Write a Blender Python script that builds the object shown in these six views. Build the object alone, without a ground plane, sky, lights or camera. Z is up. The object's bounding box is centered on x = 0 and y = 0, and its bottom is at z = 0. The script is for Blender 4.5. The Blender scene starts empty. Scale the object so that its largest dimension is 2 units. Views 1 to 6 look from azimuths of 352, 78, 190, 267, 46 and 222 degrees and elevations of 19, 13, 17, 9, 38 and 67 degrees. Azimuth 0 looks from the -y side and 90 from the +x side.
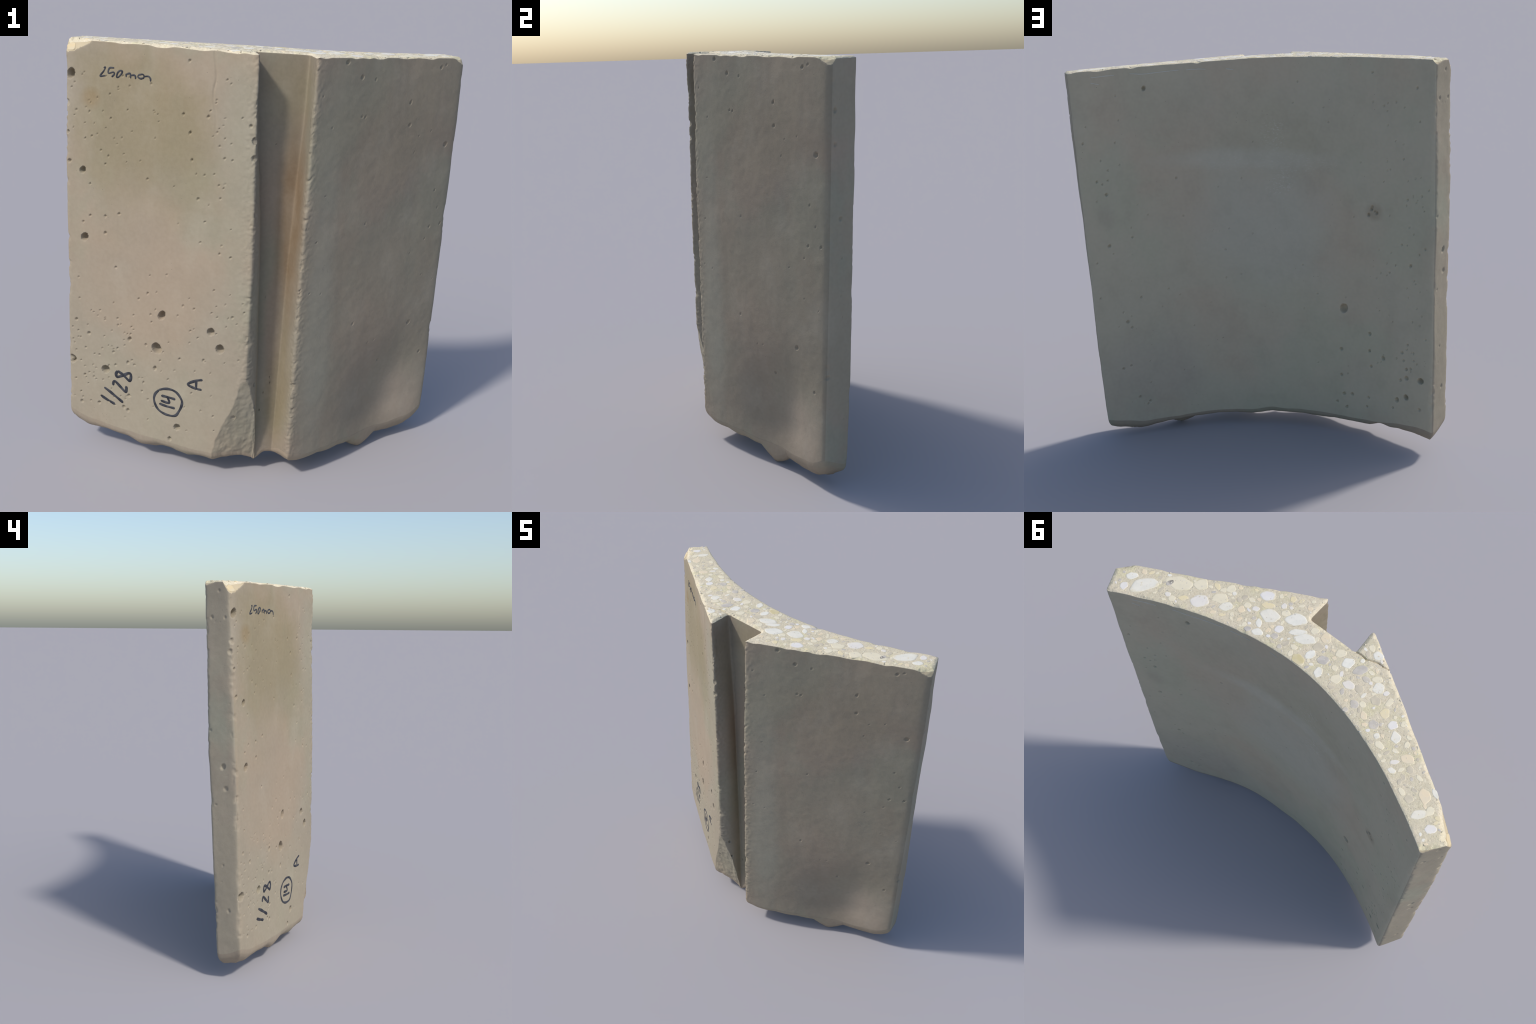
"""A sawn concrete segment: two flat outer faces meeting at an open dovetail groove, a hollow curved
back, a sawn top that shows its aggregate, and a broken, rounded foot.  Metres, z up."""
import bpy, math
import numpy as np
from mathutils import Vector
from mathutils.geometry import delaunay_2d_cdt

rng = np.random.default_rng(7)

# ------------------------------------------------------------------ noise
def _hash(ix, iy, iz, seed):
    h = (ix * 374761393 + iy * 668265263 + iz * 2147483647 + seed * 1274126177) & 0xFFFFFFFF
    h = ((h ^ (h >> 13)) * 1274126177) & 0xFFFFFFFF
    h = h ^ (h >> 16)
    return (h & 0xFFFF) / 32767.5 - 1.0

def noise(p, scale, seed=0):
    """smooth value noise, about -1..1, for an (..., 3) array of points"""
    q = p / scale
    i = np.floor(q).astype(np.int64)
    f = q - i
    f = f * f * f * (f * (f * 6 - 15) + 10)
    out = 0
    for dx in (0, 1):
        wx = f[..., 0] if dx else 1 - f[..., 0]
        for dy in (0, 1):
            wy = f[..., 1] if dy else 1 - f[..., 1]
            for dz in (0, 1):
                wz = f[..., 2] if dz else 1 - f[..., 2]
                out = out + wx * wy * wz * _hash(i[..., 0] + dx, i[..., 1] + dy, i[..., 2] + dz, seed)
    return out

def fbm(p, scale, octaves=3, seed=0):
    a, out = 1.0, 0
    for k in range(octaves):
        out = out + a * noise(p, scale / 2 ** k, seed + 17 * k)
        a *= 0.5
    return out

def stack(x, y, z):
    return np.stack(np.broadcast_arrays(x, y, z), -1)

# ------------------------------------------------------------------ the plan of the piece
# corner lines of the prism at three heights: front edges, groove lips and bed, back edges
HEIGHTS = [0.10, 1.05, 2.00]
CORNERS = {
    "outer_end_a": ([-.933, -.921, -.905], [.128, .155, .191]),
    "lip_a": ([-.112, -.102, -.104], [-.306, -.302, -.292]),
    "bed_a": ([-.120, -.115, -.118], [-.212, -.190, -.164]),
    "bed_b": ([.112, .122, .136], [-.202, -.180, -.158]),
    "lip_b": ([.103, .116, .139], [-.304, -.301, -.288]),
    "outer_end_b": ([.888, .912, .926], [.135, .162, .186]),
    "inner_end_b": ([.845, .859, .869], [.250, .281, .300]),
    "inner_end_a": ([-.864, -.852, -.838], [.244, .281, .304]),
}
ORDER = list(CORNERS)
LENGTHS = [.94, .13, .26, .13, .92, .13, 1.86, .13]
SAGITTA = .27                      # hollow of the curved back
STEP = .004
SEG = ["outer_face_a", "groove_wall_a", "groove_bed", "groove_wall_b", "outer_face_b", "end_b", "hollow", "end_a"]

def corner(name, z):
    xs, ys = CORNERS[name]
    x, y = np.interp(z, HEIGHTS, xs), np.interp(z, HEIGHTS, ys)
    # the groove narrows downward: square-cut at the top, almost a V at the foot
    if name == "bed_a":
        x = x + np.interp(z, [.1, .6, 1.05, 1.5, 1.8, 2.0], [.075, .066, .048, .030, .010, 0])
    if name == "bed_b":
        x = x - np.interp(z, [.1, .6, 1.05, 1.4, 1.7, 2.0], [.065, .052, .040, .025, .008, 0])
    return x, y

def top_plane(x):
    return np.interp(x, [-.9, -.5, -.25, -.1, .05, .2, .5, .9], [1.991, 1.9955, 1.9955, 1.994, 1.989, 1.982, 1.970, 1.954])

def foot(x):
    """lowest line of the broken foot along the piece"""
    return np.interp(x, [-.95, -.90, -.85, -.7, -.6, -.5, -.35, -.2, 0, .1, .25, .4, .5, .6, .7, .8, .85, .9, .93],
                     [.135, .10, .09, .085, .082, .075, .075, .08, .09, .07, .068, .062, .05, .035, .032, .042, .055, .09, .12])

def foot_radius(x):
    return np.interp(x, [-.95, -.8, -.6, .5, .75, .9], [.06, .055, .035, .035, .055, .075])

def round_over(d, r):
    k = 1 - np.clip(d / r, 0, 1)
    return r * (1 - np.sqrt(np.clip(1 - k * k, 0, 1)))

def knob(x, y, cx, cy, rx, ry):
    return np.clip(1 - np.hypot((x - cx) / rx, (y - cy) / ry), 0, 1)

# columns round the outline
counts = [max(8, int(round(L / STEP))) for L in LENGTHS]
starts = np.concatenate([[0], np.cumsum(counts)])
NC = int(starts[-1])
seg_of = np.repeat(np.arange(8), counts)
frac = np.concatenate([np.arange(n) / n for n in counts])
arclen = np.concatenate([np.arange(n) * L / n for n, L in zip(counts, LENGTHS)]) + np.repeat(np.concatenate([[0], np.cumsum(LENGTHS)[:-1]]), counts)
TOTAL = sum(LENGTHS)

def outline(z):
    """x, y of every column at heights z (rows x columns)"""
    x, y = np.empty_like(z), np.empty_like(z)
    for k in range(8):
        c = slice(starts[k], starts[k + 1])
        t = frac[c][None, :]
        ax, ay = corner(ORDER[k], z[:, c])
        bx, by = corner(ORDER[(k + 1) % 8], z[:, c])
        if SEG[k] == "hollow":
            chord = np.hypot(bx - ax, by - ay)
            R = (chord ** 2 / 4 + SAGITTA ** 2) / (2 * SAGITTA)
            half = np.arcsin(chord / 2 / R)
            mx, my = (ax + bx) / 2, (ay + by) / 2 - SAGITTA + R
            tilt = np.arctan2(ay - by, ax - bx)
            ang = half - t * 2 * half + tilt
            x[:, c], y[:, c] = mx + R * np.sin(ang), my - R * np.cos(ang)
        else:
            x[:, c], y[:, c] = ax + (bx - ax) * t, ay + (by - ay) * t
    return x, y

def blur(a, sigma):
    n = int(math.ceil(3 * sigma))
    k = np.exp(-.5 * (np.arange(-n, n + 1) / sigma) ** 2)
    k /= k.sum()
    return sum(w * np.roll(a, j - n, axis=1) for j, w in enumerate(k))

def near(corner_index, width):
    """1 on a corner line, falling to 0 over `width` metres round the outline"""
    d = np.abs(arclen - arclen[starts[corner_index]])
    d = np.minimum(d, TOTAL - d)
    return np.exp(-(d / width) ** 2)

LIP_A, BED_A, BED_B, LIP_B, OUT_B, IN_B, IN_A, OUT_A = 1, 2, 3, 4, 5, 6, 7, 0

# ------------------------------------------------------------------ the walls
NR = 470
t_row = np.linspace(0, 1, NR)[:, None]
x0, y0 = outline(np.full((1, NC), 1.9))
xb, yb = outline(np.full((1, NC), .12))
p_top = stack(x0[0], y0[0], 0 * x0[0])
# chipped arris along the top of the outer faces
chip_a = (.006 + .008 * np.clip(noise(p_top, .07, 3) + .35, 0, 1) + .003 * np.clip(noise(p_top, .02, 4), 0, 1))
chip_b = (.003 + .009 * np.clip(noise(p_top, .035, 5) - .2, 0, 1))
chip_c = (.002 + .009 * np.clip(noise(p_top, .05, 6) - .3, 0, 1) + .002 * np.clip(noise(p_top, .015, 7), 0, 1))
chip = np.where(seg_of == 0, chip_a, np.where(seg_of == 4, chip_b, np.where(seg_of == 6, chip_c, .008)))
chip = blur(chip[None], 2.0)[0]
z_top = top_plane(x0[0]) - chip
foot_noise = .008 * fbm(stack(xb[0], yb[0], 0 * xb[0]), .15, 2, 9)
spine = np.interp(xb[0], [-.93, -.1, .1, .9], [.19, -.12, -.12, .19])
z_foot = foot(xb[0]) + foot_radius(xb[0]) + foot_noise - .10 * np.clip(yb[0] - spine, -.12, .10)
z_foot = z_foot + .008 * np.clip((np.abs(xb[0]) - .2) / .2, 0, 1) * np.isin(seg_of, (0, 4)) + .014 * np.clip((np.abs(xb[0]) - .45) / .3, 0, 1) * (seg_of == 6) + .03 * np.exp(-((xb[0] - .1) / .05) ** 2) * (yb[0] < -.22) - .045 * near(BED_A, .11)
z_foot = blur(z_foot[None], 4.0)[0]
zz = z_foot[None, :] + (z_top - z_foot)[None, :] * t_row
X, Y = outline(zz)
P0 = stack(X, Y, zz)

# worn corner lines: blend of a crisp and a soft rounding that wanders with height
crisp = stack(blur(X, 1.3), blur(Y, 1.3), zz)
soft = stack(blur(X, 3.2), blur(Y, 3.2), zz)
w = np.clip(.25 + .6 * noise(P0, .12, 21), 0, 1)
w = np.maximum(w, np.maximum(np.maximum(near(BED_A, .08), near(BED_B, .08)), np.maximum(near(OUT_B, .06) * .7, near(OUT_A, .06) * .5))[None, :])
low_end = np.clip(1 - (zz - .1) / .35, 0, 1) * np.maximum(near(OUT_B, .2), near(IN_B, .2))[None, :]
w = np.clip(np.maximum(w, low_end), 0, 1)[..., None]
P = crisp * (1 - w) + soft * w

def normals_of(P):
    du = np.roll(P, -1, 1) - np.roll(P, 1, 1)
    du[..., 2] = 0
    n = np.stack([du[..., 1], -du[..., 0], 0 * du[..., 0]], -1)
    return n / (np.linalg.norm(n, axis=-1, keepdims=True) + 1e-12)

N = normals_of(P)
disp = .0022 * fbm(P0, .30, 2, 31) + .0004 * fbm(P0, .045, 2, 32)
flat = (seg_of == 6)[None, :]
disp = np.where(flat, disp * .5, np.where(np.isin(seg_of, (4, 5, 7))[None, :], disp * 1.5, disp))

# the faces are not true planes: how far each swells or is dished
U = frac[None, :]
swell = np.full(P0.shape[:2], .005)
arch = np.sin(np.pi * np.clip(U, 0, 1)) ** .7
low = np.clip((1.3 - zz) / 1.0, 0, 1)
swell = np.where(seg_of == 0, .004 + .002 * arch + .012 * low * np.clip(U * 1.3, 0, 1) * np.clip((1.12 - U) / .25, 0, 1), swell)
swell = np.where(seg_of == 4, .006 + .010 * arch * np.clip((1.95 - zz) / .5, 0, 1), swell)
upper_mid = np.exp(-((U - .5) / .2) ** 2) * np.clip((zz - 1.0) / .7, 0, 1)
swell = np.where(seg_of == 6, .006 + .015 * np.clip(arch * 2, 0, 1) * (1 - .9 * upper_mid), swell)
swell = np.where(seg_of == 1, swell + .022 * np.sin(np.pi * U) * np.clip((1.8 - zz) / .5, 0, 1), swell)
swell = np.where(seg_of == 4, swell + .005 * np.clip((U - .75) / .2, 0, 1) + .006 * np.clip((U - .6) / .2, 0, 1) * np.clip((zz - 1.5) / .2, 0, 1), swell)
swell = np.where(seg_of == 5, .006, swell)
dish = .010 * np.exp(-((U - .64) / .26) ** 2 - ((zz - .23) / .08) ** 2) + .050 * np.exp(-.5 * (((U - .64) * .92 / .15) ** 2 + ((zz - .34) / np.where(zz > .34, .14, .26)) ** 2))
swell = np.where(seg_of == 4, swell - dish, swell)
thick = .013 * np.clip(.45 + U / .10, 0, 1) * np.exp(-((U - .12) / .13) ** 2) * np.clip((1.2 - zz) / .6, 0, 1)
thick = thick + .012 * np.exp(-((U - .48) / .13) ** 2) * np.clip((.40 - zz) / .2, 0, 1)
swell = np.where(seg_of == 6, swell + thick, swell)
disp = disp + blur(swell, 3.0)

# nibbled lips and arrises
for c, width, amp, scale, cut in ((LIP_A, .014, .010, .030, .1), (LIP_B, .010, .008, .024, .0), (OUT_A, .013, .012, .045, .10),
                                  (OUT_B, .012, .006, .05, .2), (IN_B, .008, .005, .06, .2), (IN_A, .009, .008, .05, .05)):
    bite = np.clip(noise(P0, scale, 40 + c) + .5 * noise(P0, scale / 3, 60 + c) - cut, 0, 1.2) * np.clip(.75 + .9 * noise(P0, .17, 70 + c), .1, 1.5)
    disp = disp - amp * bite * near(c, width)[None, :]
# rough band beside the groove lips
rough = np.maximum(near(LIP_A, .05), near(LIP_B, .035))[None, :]
disp = disp + .0016 * rough * noise(P0, .012, 77)
# air-bubble pits: (share of the face from its first corner, height, radius)
PITS = {}
PITS[0] = [ (0.028, 1.838, 0.0209), (0.094, 1.410, 0.0144), (0.101, 1.093, 0.0182), (0.011, 1.577, 0.0076), (0.018, 1.443, 0.0084), (0.136, 1.350, 0.0046),
    (0.059, 1.679, 0.0046), (0.133, 1.678, 0.0046), (0.222, 1.208, 0.0061), (0.221, 1.128, 0.0068), (0.135, 1.200, 0.0053), (0.094, 1.165, 0.0053),
    (0.455, 1.410, 0.0046), (0.369, 1.612, 0.0034), (0.494, 1.596, 0.0034), (0.687, 1.521, 0.0061), (0.675, 1.639, 0.0068), (0.640, 1.715, 0.0057),
    (0.667, 1.939, 0.0057), (0.248, 1.765, 0.0038), (0.178, 1.744, 0.0038), (0.620, 1.228, 0.0030), (0.997, 1.635, 0.0129), (0.997, 1.562, 0.0114),
    (0.855, 1.876, 0.0046), (0.974, 1.697, 0.0068), (0.542, 0.778, 0.0190), (0.517, 0.608, 0.0220), (0.811, 0.746, 0.0160), (0.862, 0.671, 0.0182),
    (0.221, 0.440, 0.0171), (0.362, 0.625, 0.0099), (0.046, 0.669, 0.0068), (0.122, 0.610, 0.0076), (0.067, 0.782, 0.0046), (0.456, 0.614, 0.0061),
    (0.777, 0.598, 0.0061), (0.353, 0.502, 0.0068), (0.509, 0.504, 0.0091), (0.280, 0.475, 0.0053), (0.181, 0.253, 0.0076), (0.358, 0.328, 0.0068),
    (0.329, 0.260, 0.0076), (0.354, 0.248, 0.0076), (0.642, 0.223, 0.0137), (0.601, 0.151, 0.0091), (0.947, 0.330, 0.0129), (0.017, 0.456, 0.0190),
    (0.095, 0.388, 0.0053), (0.444, 0.416, 0.0053), (0.435, 0.368, 0.0053), (0.657, 0.845, 0.0046), (0.717, 0.840, 0.0046), (0.462, 0.873, 0.0053),
    (0.839, 1.121, 0.0053), (0.391, 0.497, 0.0046), (0.718, 0.419, 0.0038), (0.897, 0.826, 0.0034), (0.943, 0.806, 0.0034), (0.074, 0.237, 0.0068),
    (0.130, 0.253, 0.0038), (0.371, 0.689, 0.0038), (0.701, 0.730, 0.0046), (0.646, 0.579, 0.0053) ]
PITS[4] = [ (0.281, 1.892, 0.0084), (0.372, 1.879, 0.0053), (0.300, 1.723, 0.0053), (0.322, 1.720, 0.0053), (0.627, 1.766, 0.0076), (0.633, 1.663, 0.0068),
    (0.920, 1.551, 0.0106), (0.920, 1.240, 0.0046), (0.956, 1.154, 0.0061), (0.872, 1.149, 0.0061), (0.881, 1.331, 0.0053), (0.182, 1.958, 0.0091),
    (0.824, 1.915, 0.0076), (0.860, 1.925, 0.0053), (0.047, 1.823, 0.0038), (0.077, 1.184, 0.0030), (0.798, 0.662, 0.0091), (0.367, 0.743, 0.0061),
    (0.612, 0.489, 0.0068), (0.922, 0.472, 0.0068), (0.076, 1.185, 0.0030), (0.059, 0.949, 0.0030), (0.129, 0.936, 0.0030) ]
PITS[6] = [ (0.193, 1.862, 0.0106), (0.116, 1.834, 0.0030), (0.018, 1.614, 0.0053), (0.044, 1.422, 0.0053), (0.077, 1.474, 0.0038), (0.074, 1.424, 0.0038),
    (0.058, 1.407, 0.0038), (0.066, 1.353, 0.0068), (0.038, 1.322, 0.0030), (0.060, 1.088, 0.0076), (0.125, 1.122, 0.0053), (0.021, 1.004, 0.0038),
    (0.261, 1.412, 0.0046), (0.060, 1.525, 0.0030), (0.109, 1.497, 0.0030), (0.214, 0.826, 0.0038), (0.611, 1.877, 0.0030), (0.133, 0.796, 0.0053),
    (0.087, 0.668, 0.0076), (0.097, 0.635, 0.0053), (0.019, 0.815, 0.0038), (0.060, 0.407, 0.0061), (0.083, 0.419, 0.0046), (0.136, 0.306, 0.0038),
    (0.099, 0.229, 0.0061), (0.128, 0.196, 0.0061), (0.121, 0.182, 0.0046), (0.823, 1.925, 0.0038), (0.949, 1.864, 0.0053), (0.890, 1.796, 0.0030),
    (0.912, 1.536, 0.0038), (0.924, 1.344, 0.0046), (0.965, 1.370, 0.0038), (0.985, 1.402, 0.0034), (0.949, 1.335, 0.0030), (0.907, 1.118, 0.0046),
    (0.923, 1.120, 0.0030), (0.976, 1.116, 0.0046), (0.959, 1.083, 0.0038), (0.933, 1.019, 0.0076), (0.888, 1.009, 0.0038), (0.942, 1.179, 0.0030),
    (0.944, 0.946, 0.0038), (0.948, 0.931, 0.0030), (0.888, 1.617, 0.0030), (0.729, 0.735, 0.0213), (0.808, 0.616, 0.0084), (0.719, 0.503, 0.0076),
    (0.807, 0.520, 0.0076), (0.850, 0.495, 0.0099), (0.811, 0.433, 0.0068), (0.718, 0.353, 0.0068), (0.738, 0.367, 0.0030), (0.926, 0.601, 0.0053),
    (0.944, 0.562, 0.0046), (0.909, 0.551, 0.0061), (0.922, 0.464, 0.0076), (0.935, 0.473, 0.0061), (0.967, 0.420, 0.0137), (0.923, 0.415, 0.0099),
    (0.904, 0.396, 0.0068), (0.893, 0.278, 0.0114), (0.922, 0.306, 0.0129), (0.880, 0.226, 0.0053), (0.964, 0.257, 0.0068), (0.733, 0.168, 0.0076),
    (0.703, 0.192, 0.0061), (0.751, 0.250, 0.0076), (0.725, 0.244, 0.0076), (0.802, 0.249, 0.0061), (0.797, 0.194, 0.0061), (0.879, 0.707, 0.0034),
    (0.940, 0.730, 0.0034), (0.952, 0.805, 0.0030), (0.968, 0.770, 0.0030), (0.980, 0.651, 0.0034), (0.892, 0.514, 0.0038), (0.914, 0.510, 0.0053),
    (0.945, 0.521, 0.0038) ]
PITS[7] = [ (0.579, 1.943, 0.0086), (0.244, 1.820, 0.0105), (0.777, 1.818, 0.0095), (0.522, 1.103, 0.0162), (0.589, 0.995, 0.0133), (0.085, 1.279, 0.0086),
    (0.959, 1.658, 0.0162), (1.039, 1.708, 0.0162), (0.390, 0.609, 0.0076), (0.185, 0.912, 0.0076), (0.562, 0.379, 0.0123) ]
PITS[5] = [ (0.096, 1.738, 0.0100), (0.121, 1.596, 0.0075), (0.422, 1.276, 0.0084), (0.522, 1.099, 0.0042), (0.503, 0.930, 0.0033), (0.587, 0.831, 0.0033),
    (0.753, 0.342, 0.0042), (0.031, 0.561, 0.0092) ]
# a scraped scar on the hollow
PITS[6] += [(.817, 1.276, .007), (.819, 1.288, .006), (.808, 1.246, .008), (.832, 1.259, .007), (.826, 1.266, .005)]
PITS[7] = [(u, z, r * .8) for u, z, r in PITS[7]]
PITS[2] = [(.35, .42, .004), (.62, .47, .005), (.6, .5, .004), (.3, .9, .004), (.2, .33, .005), (.45, 1.6, .003)]
PITS[1] = [(.4, .5, .008), (.5, .38, .008)]

def scatter(face, n, u0, u1, z0, z1, r0, r1):
    for _ in range(n):
        PITS[face].append((rng.uniform(u0, u1), rng.uniform(z0, z1), r0 + (r1 - r0) * rng.random() ** 3))

scatter(0, 36, .03, .55, 1.45, 1.85, .003, .005)
scatter(0, 60, .02, .40, .25, .75, .003, .005)
scatter(0, 40, .40, .98, .20, .95, .003, .0045)
scatter(0, 25, .70, .97, 1.1, 1.9, .003, .005)
scatter(4, 12, .05, .95, .3, 1.9, .003, .005)
scatter(6, 45, .82, .985, .25, 1.85, .0025, .004)
scatter(6, 40, .02, .8, .3, 1.9, .0025, .0035)
scatter(7, 6, .1, .9, .3, 1.9, .003, .005)
scatter(0, 30, .03, .97, .2, 1.9, .003, .006)

row_h = (z_top - z_foot)[None, :] / (NR - 1)
for face, pits in PITS.items():
    base, n = starts[face], counts[face]
    L = LENGTHS[face]
    for (u, z, r) in pits:
        c0 = base + u * n
        reach = r * 1.5
        dc = int(math.ceil(reach / (L / n))) + 1
        ci = np.arange(int(c0) - dc, int(c0) + dc + 2)
        cm = ci % NC
        r0 = (z - z_foot[int(c0) % NC]) / row_h[0, int(c0) % NC]
        dr = int(math.ceil(reach / .0037)) + 1
        a, b = max(0, int(r0) - dr), min(NR, int(r0) + dr + 2)
        if b <= a:
            continue
        du = (ci - c0)[None, :] * (L / n)
        dv = zz[a:b, cm] - z
        tilt, sq = rng.uniform(-.6, .6), rng.uniform(.72, 1.0)
        su, sv = du * math.cos(tilt) + dv * math.sin(tilt), -du * math.sin(tilt) + dv * math.cos(tilt)
        rad = np.hypot(su / sq, sv) / (r * (1.18 + .05 * np.sin(2 * np.arctan2(sv, su) + 9 * u)))
        shallow = 1.0 if r < .02 or face != 6 else .6
        depth = shallow * ((2.0 if r > .012 else 1.35) * r if r > .006 else .0040 + .6 * r) * {4: .6, 6: 1.1, 7: .35, 5: .6}.get(face, 1.0)
        disp[a:b, cm] -= depth * np.sqrt(np.clip(1 - rad ** 2, 0, 1)) * (1 if r > .006 else 1)

# hairline crack that cuts the tooth beside the groove: down the outer face and down the bed corner
ca = starts[0] + int(.79 * counts[0])
wander = (ca + 3 * noise(stack(0 * t_row[:, 0], 0 * t_row[:, 0], t_row[:, 0]), .05, 5) + (2 - zz[:, ca]) * 12)
fade = np.clip((zz[:, ca] - 1.55) / .3, 0, 1)
cols = np.arange(NC)[None, :]
disp -= .0035 * np.exp(-((cols - wander[:, None]) / 1.1) ** 2) * fade[:, None]
cb = starts[2] + 5
wander = (cb + 2.5 * noise(stack(0 * t_row[:, 0], 0 * t_row[:, 0] + 3, t_row[:, 0]), .02, 6))
fade = np.clip((zz[:, cb] - 1.0) / .5, 0.1, 1) * np.clip(.5 + 1.2 * noise(stack(0 * t_row[:, 0], 0 * t_row[:, 0], t_row[:, 0]), .12, 8), 0, 1)
disp -= .006 * np.exp(-((cols - wander[:, None]) / 1.3) ** 2) * fade[:, None]

P = P + N * disp[..., None]

# corners knocked off along rough planes: a point on the plane, the way it faces, how far the break reaches
BREAKS = [((-.170, -.286, .39), (.079, -.981, -.171), .44, .004, 91),
          ((-.882, .186, 1.953), (-.60, -.62, .50), .13, .003, 92),
          ((.917, .189, 1.943), (.72, -.45, .53), .09, .004, 93),
          ((.880, .285, 1.955), (.7, .65, .3), .06, .003, 94),
          ((-.852, .290, 1.972), (-.55, .55, .62), .07, .003, 95)]

def knock(P, point, facing, reach, rough, seed):
    n = np.array(facing) / np.linalg.norm(facing)
    h = (P - np.array(point)) @ n + rough * fbm(P, .05, 3, seed)
    local = np.linalg.norm(P - np.array(point), axis=-1)
    h = np.clip(h, 0, None) * np.clip((reach - local) / (.25 * reach), 0, 1)
    if point[2] < 1:                          # keep the foot where it is: cut back sideways only
        n = n * (1, 1, 0) / (n[0] ** 2 + n[1] ** 2)
    return P - n * h[..., None], h

broken = np.zeros(P.shape[:2], bool)
tooth = (seg_of < 3) & ~((seg_of == 2) & (frac > .35))
for i, spec in enumerate(BREAKS):
    Q, h = knock(P, *spec)
    if i == 0:                                # only the tooth beside the groove lost its foot
        h = h * tooth
        Q = np.where(tooth[None, :, None], Q, P)
    P = Q
    broken |= h > .001

# ------------------------------------------------------------------ caps
def cap(ring, spacing, extra=()):
    poly = ring[:, :2]
    lo, hi = poly.min(0), poly.max(0)
    gx, gy = np.meshgrid(np.arange(lo[0], hi[0], spacing), np.arange(lo[1], hi[1], spacing * .866))
    gx = gx + (np.arange(gx.shape[0]) % 2)[:, None] * spacing / 2
    pts = np.c_[gx.ravel(), gy.ravel()] + rng.uniform(-.15, .15, (gx.size, 2)) * spacing
    tang = np.roll(poly, -1, 0) - np.roll(poly, 1, 0)
    nin = np.c_[-tang[:, 1], tang[:, 0]]
    nin /= np.linalg.norm(nin, axis=1, keepdims=True) + 1e-12
    rings = []
    for d, every in ((.0025, 1), (.006, 1), (.010, 1), (.015, 2)):
        q = (poly + nin * d)[::every]
        rings.append(q[distance(q, poly) > d * .8])
    near_free = distance(pts, poly) > .017
    pts = np.vstack([pts[near_free], *rings, *extra])
    inside = inside_poly(pts, poly)
    pts = pts[inside]
    n = len(poly)
    coords = [Vector(p) for p in np.vstack([poly, pts])]
    edges = [(i, (i + 1) % n) for i in range(n)]
    verts, _, faces, orig, _, _ = delaunay_2d_cdt(coords, edges, [], 1, 1e-6)
    out = np.array([v[:] for v in verts])
    src = np.array([o[0] if o else -1 for o in orig])
    return out, src, np.array([f for f in faces if len(f) == 3]), n

def distance(q, poly):
    a, b = poly, np.roll(poly, -1, 0)
    ab = b - a
    L = (ab ** 2).sum(1) + 1e-12
    out = np.empty(len(q))
    for i in range(0, len(q), 2000):
        s = q[i:i + 2000, None, :]
        t = np.clip(((s - a) * ab).sum(-1) / L, 0, 1)
        out[i:i + 2000] = np.sqrt(((s - a - t[..., None] * ab) ** 2).sum(-1).min(1))
    return out

def inside_poly(q, poly):
    a, b = poly, np.roll(poly, -1, 0)
    ok = np.zeros(len(q), bool)
    for i in range(0, len(q), 2000):
        x, y = q[i:i + 2000, :1], q[i:i + 2000, 1:]
        cross = ((a[:, 1] > y) != (b[:, 1] > y)) & (x < (b[:, 0] - a[:, 0]) * (y - a[:, 1]) / (b[:, 1] - a[:, 1] + 1e-15) + a[:, 0])
        ok[i:i + 2000] = cross.sum(1) % 2 == 1
    return ok

# crack across the tooth, seen in the sawn face
crack = np.array([(-.115, -.170), (-.129, -.172), (-.150, -.173), (-.167, -.170), (-.190, -.182), (-.214, -.191), (-.240, -.190), (-.262, -.197)])
tt = np.linspace(0, 1, 60)
ss = np.linspace(0, 1, len(crack))
crack_line = np.c_[np.interp(tt, ss, crack[:, 0]), np.interp(tt, ss, crack[:, 1])]
ct = np.gradient(crack_line, axis=0)
cn = np.c_[-ct[:, 1], ct[:, 0]] / np.linalg.norm(ct, axis=1, keepdims=True)
crack_pts = [crack_line + cn * o for o in (-.005, -.0025, 0, .0025, .005)]

def seg_distance(q, line):
    return np.min(np.hypot(q[:, None, 0] - line[None, :, 0], q[:, None, 1] - line[None, :, 1]), 1)

top_ring, foot_ring = P[-1], P[0]
tv, tsrc, tf, tn = cap(top_ring, .0065, crack_pts)
d = distance(tv, top_ring[:, :2])
near_col = np.empty(len(tv), int)
for i in range(0, len(tv), 2000):
    near_col[i:i + 2000] = ((tv[i:i + 2000, None, :] - top_ring[None, :, :2]) ** 2).sum(-1).argmin(1)
plane = top_plane(tv[:, 0])
drop = (plane[...] - top_ring[near_col, 2])
reach = .006 + .9 * np.clip(drop, 0, .03)
p3 = np.c_[tv, np.full(len(tv), 2.0)]
crumbly = np.clip(1 - d / (reach * 1.3), 0, 1) * np.clip(drop / .008, 0, 1)
tz = plane - np.clip(drop, 0, None) * np.clip(1 - d / reach, 0, 1) + .0003 * fbm(p3, .02, 2, 51) * np.clip(d / .01, 0, 1)
tz += .0035 * crumbly * np.clip(d / .003, 0, 1) * (noise(p3, .010, 55) + .5 * noise(p3, .022, 56))
cd = seg_distance(tv, crack_line)
tz -= .010 * np.clip(1 - cd / .004, 0, 1)
border = (tsrc >= 0) & (tsrc < tn)
tv3 = np.c_[tv, tz]
# the knocked-off corners run on into the sawn face
for spec in BREAKS[1:]:
    tv3, _ = knock(tv3, *spec)
tv3[border] = top_ring[tsrc[border]]

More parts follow.
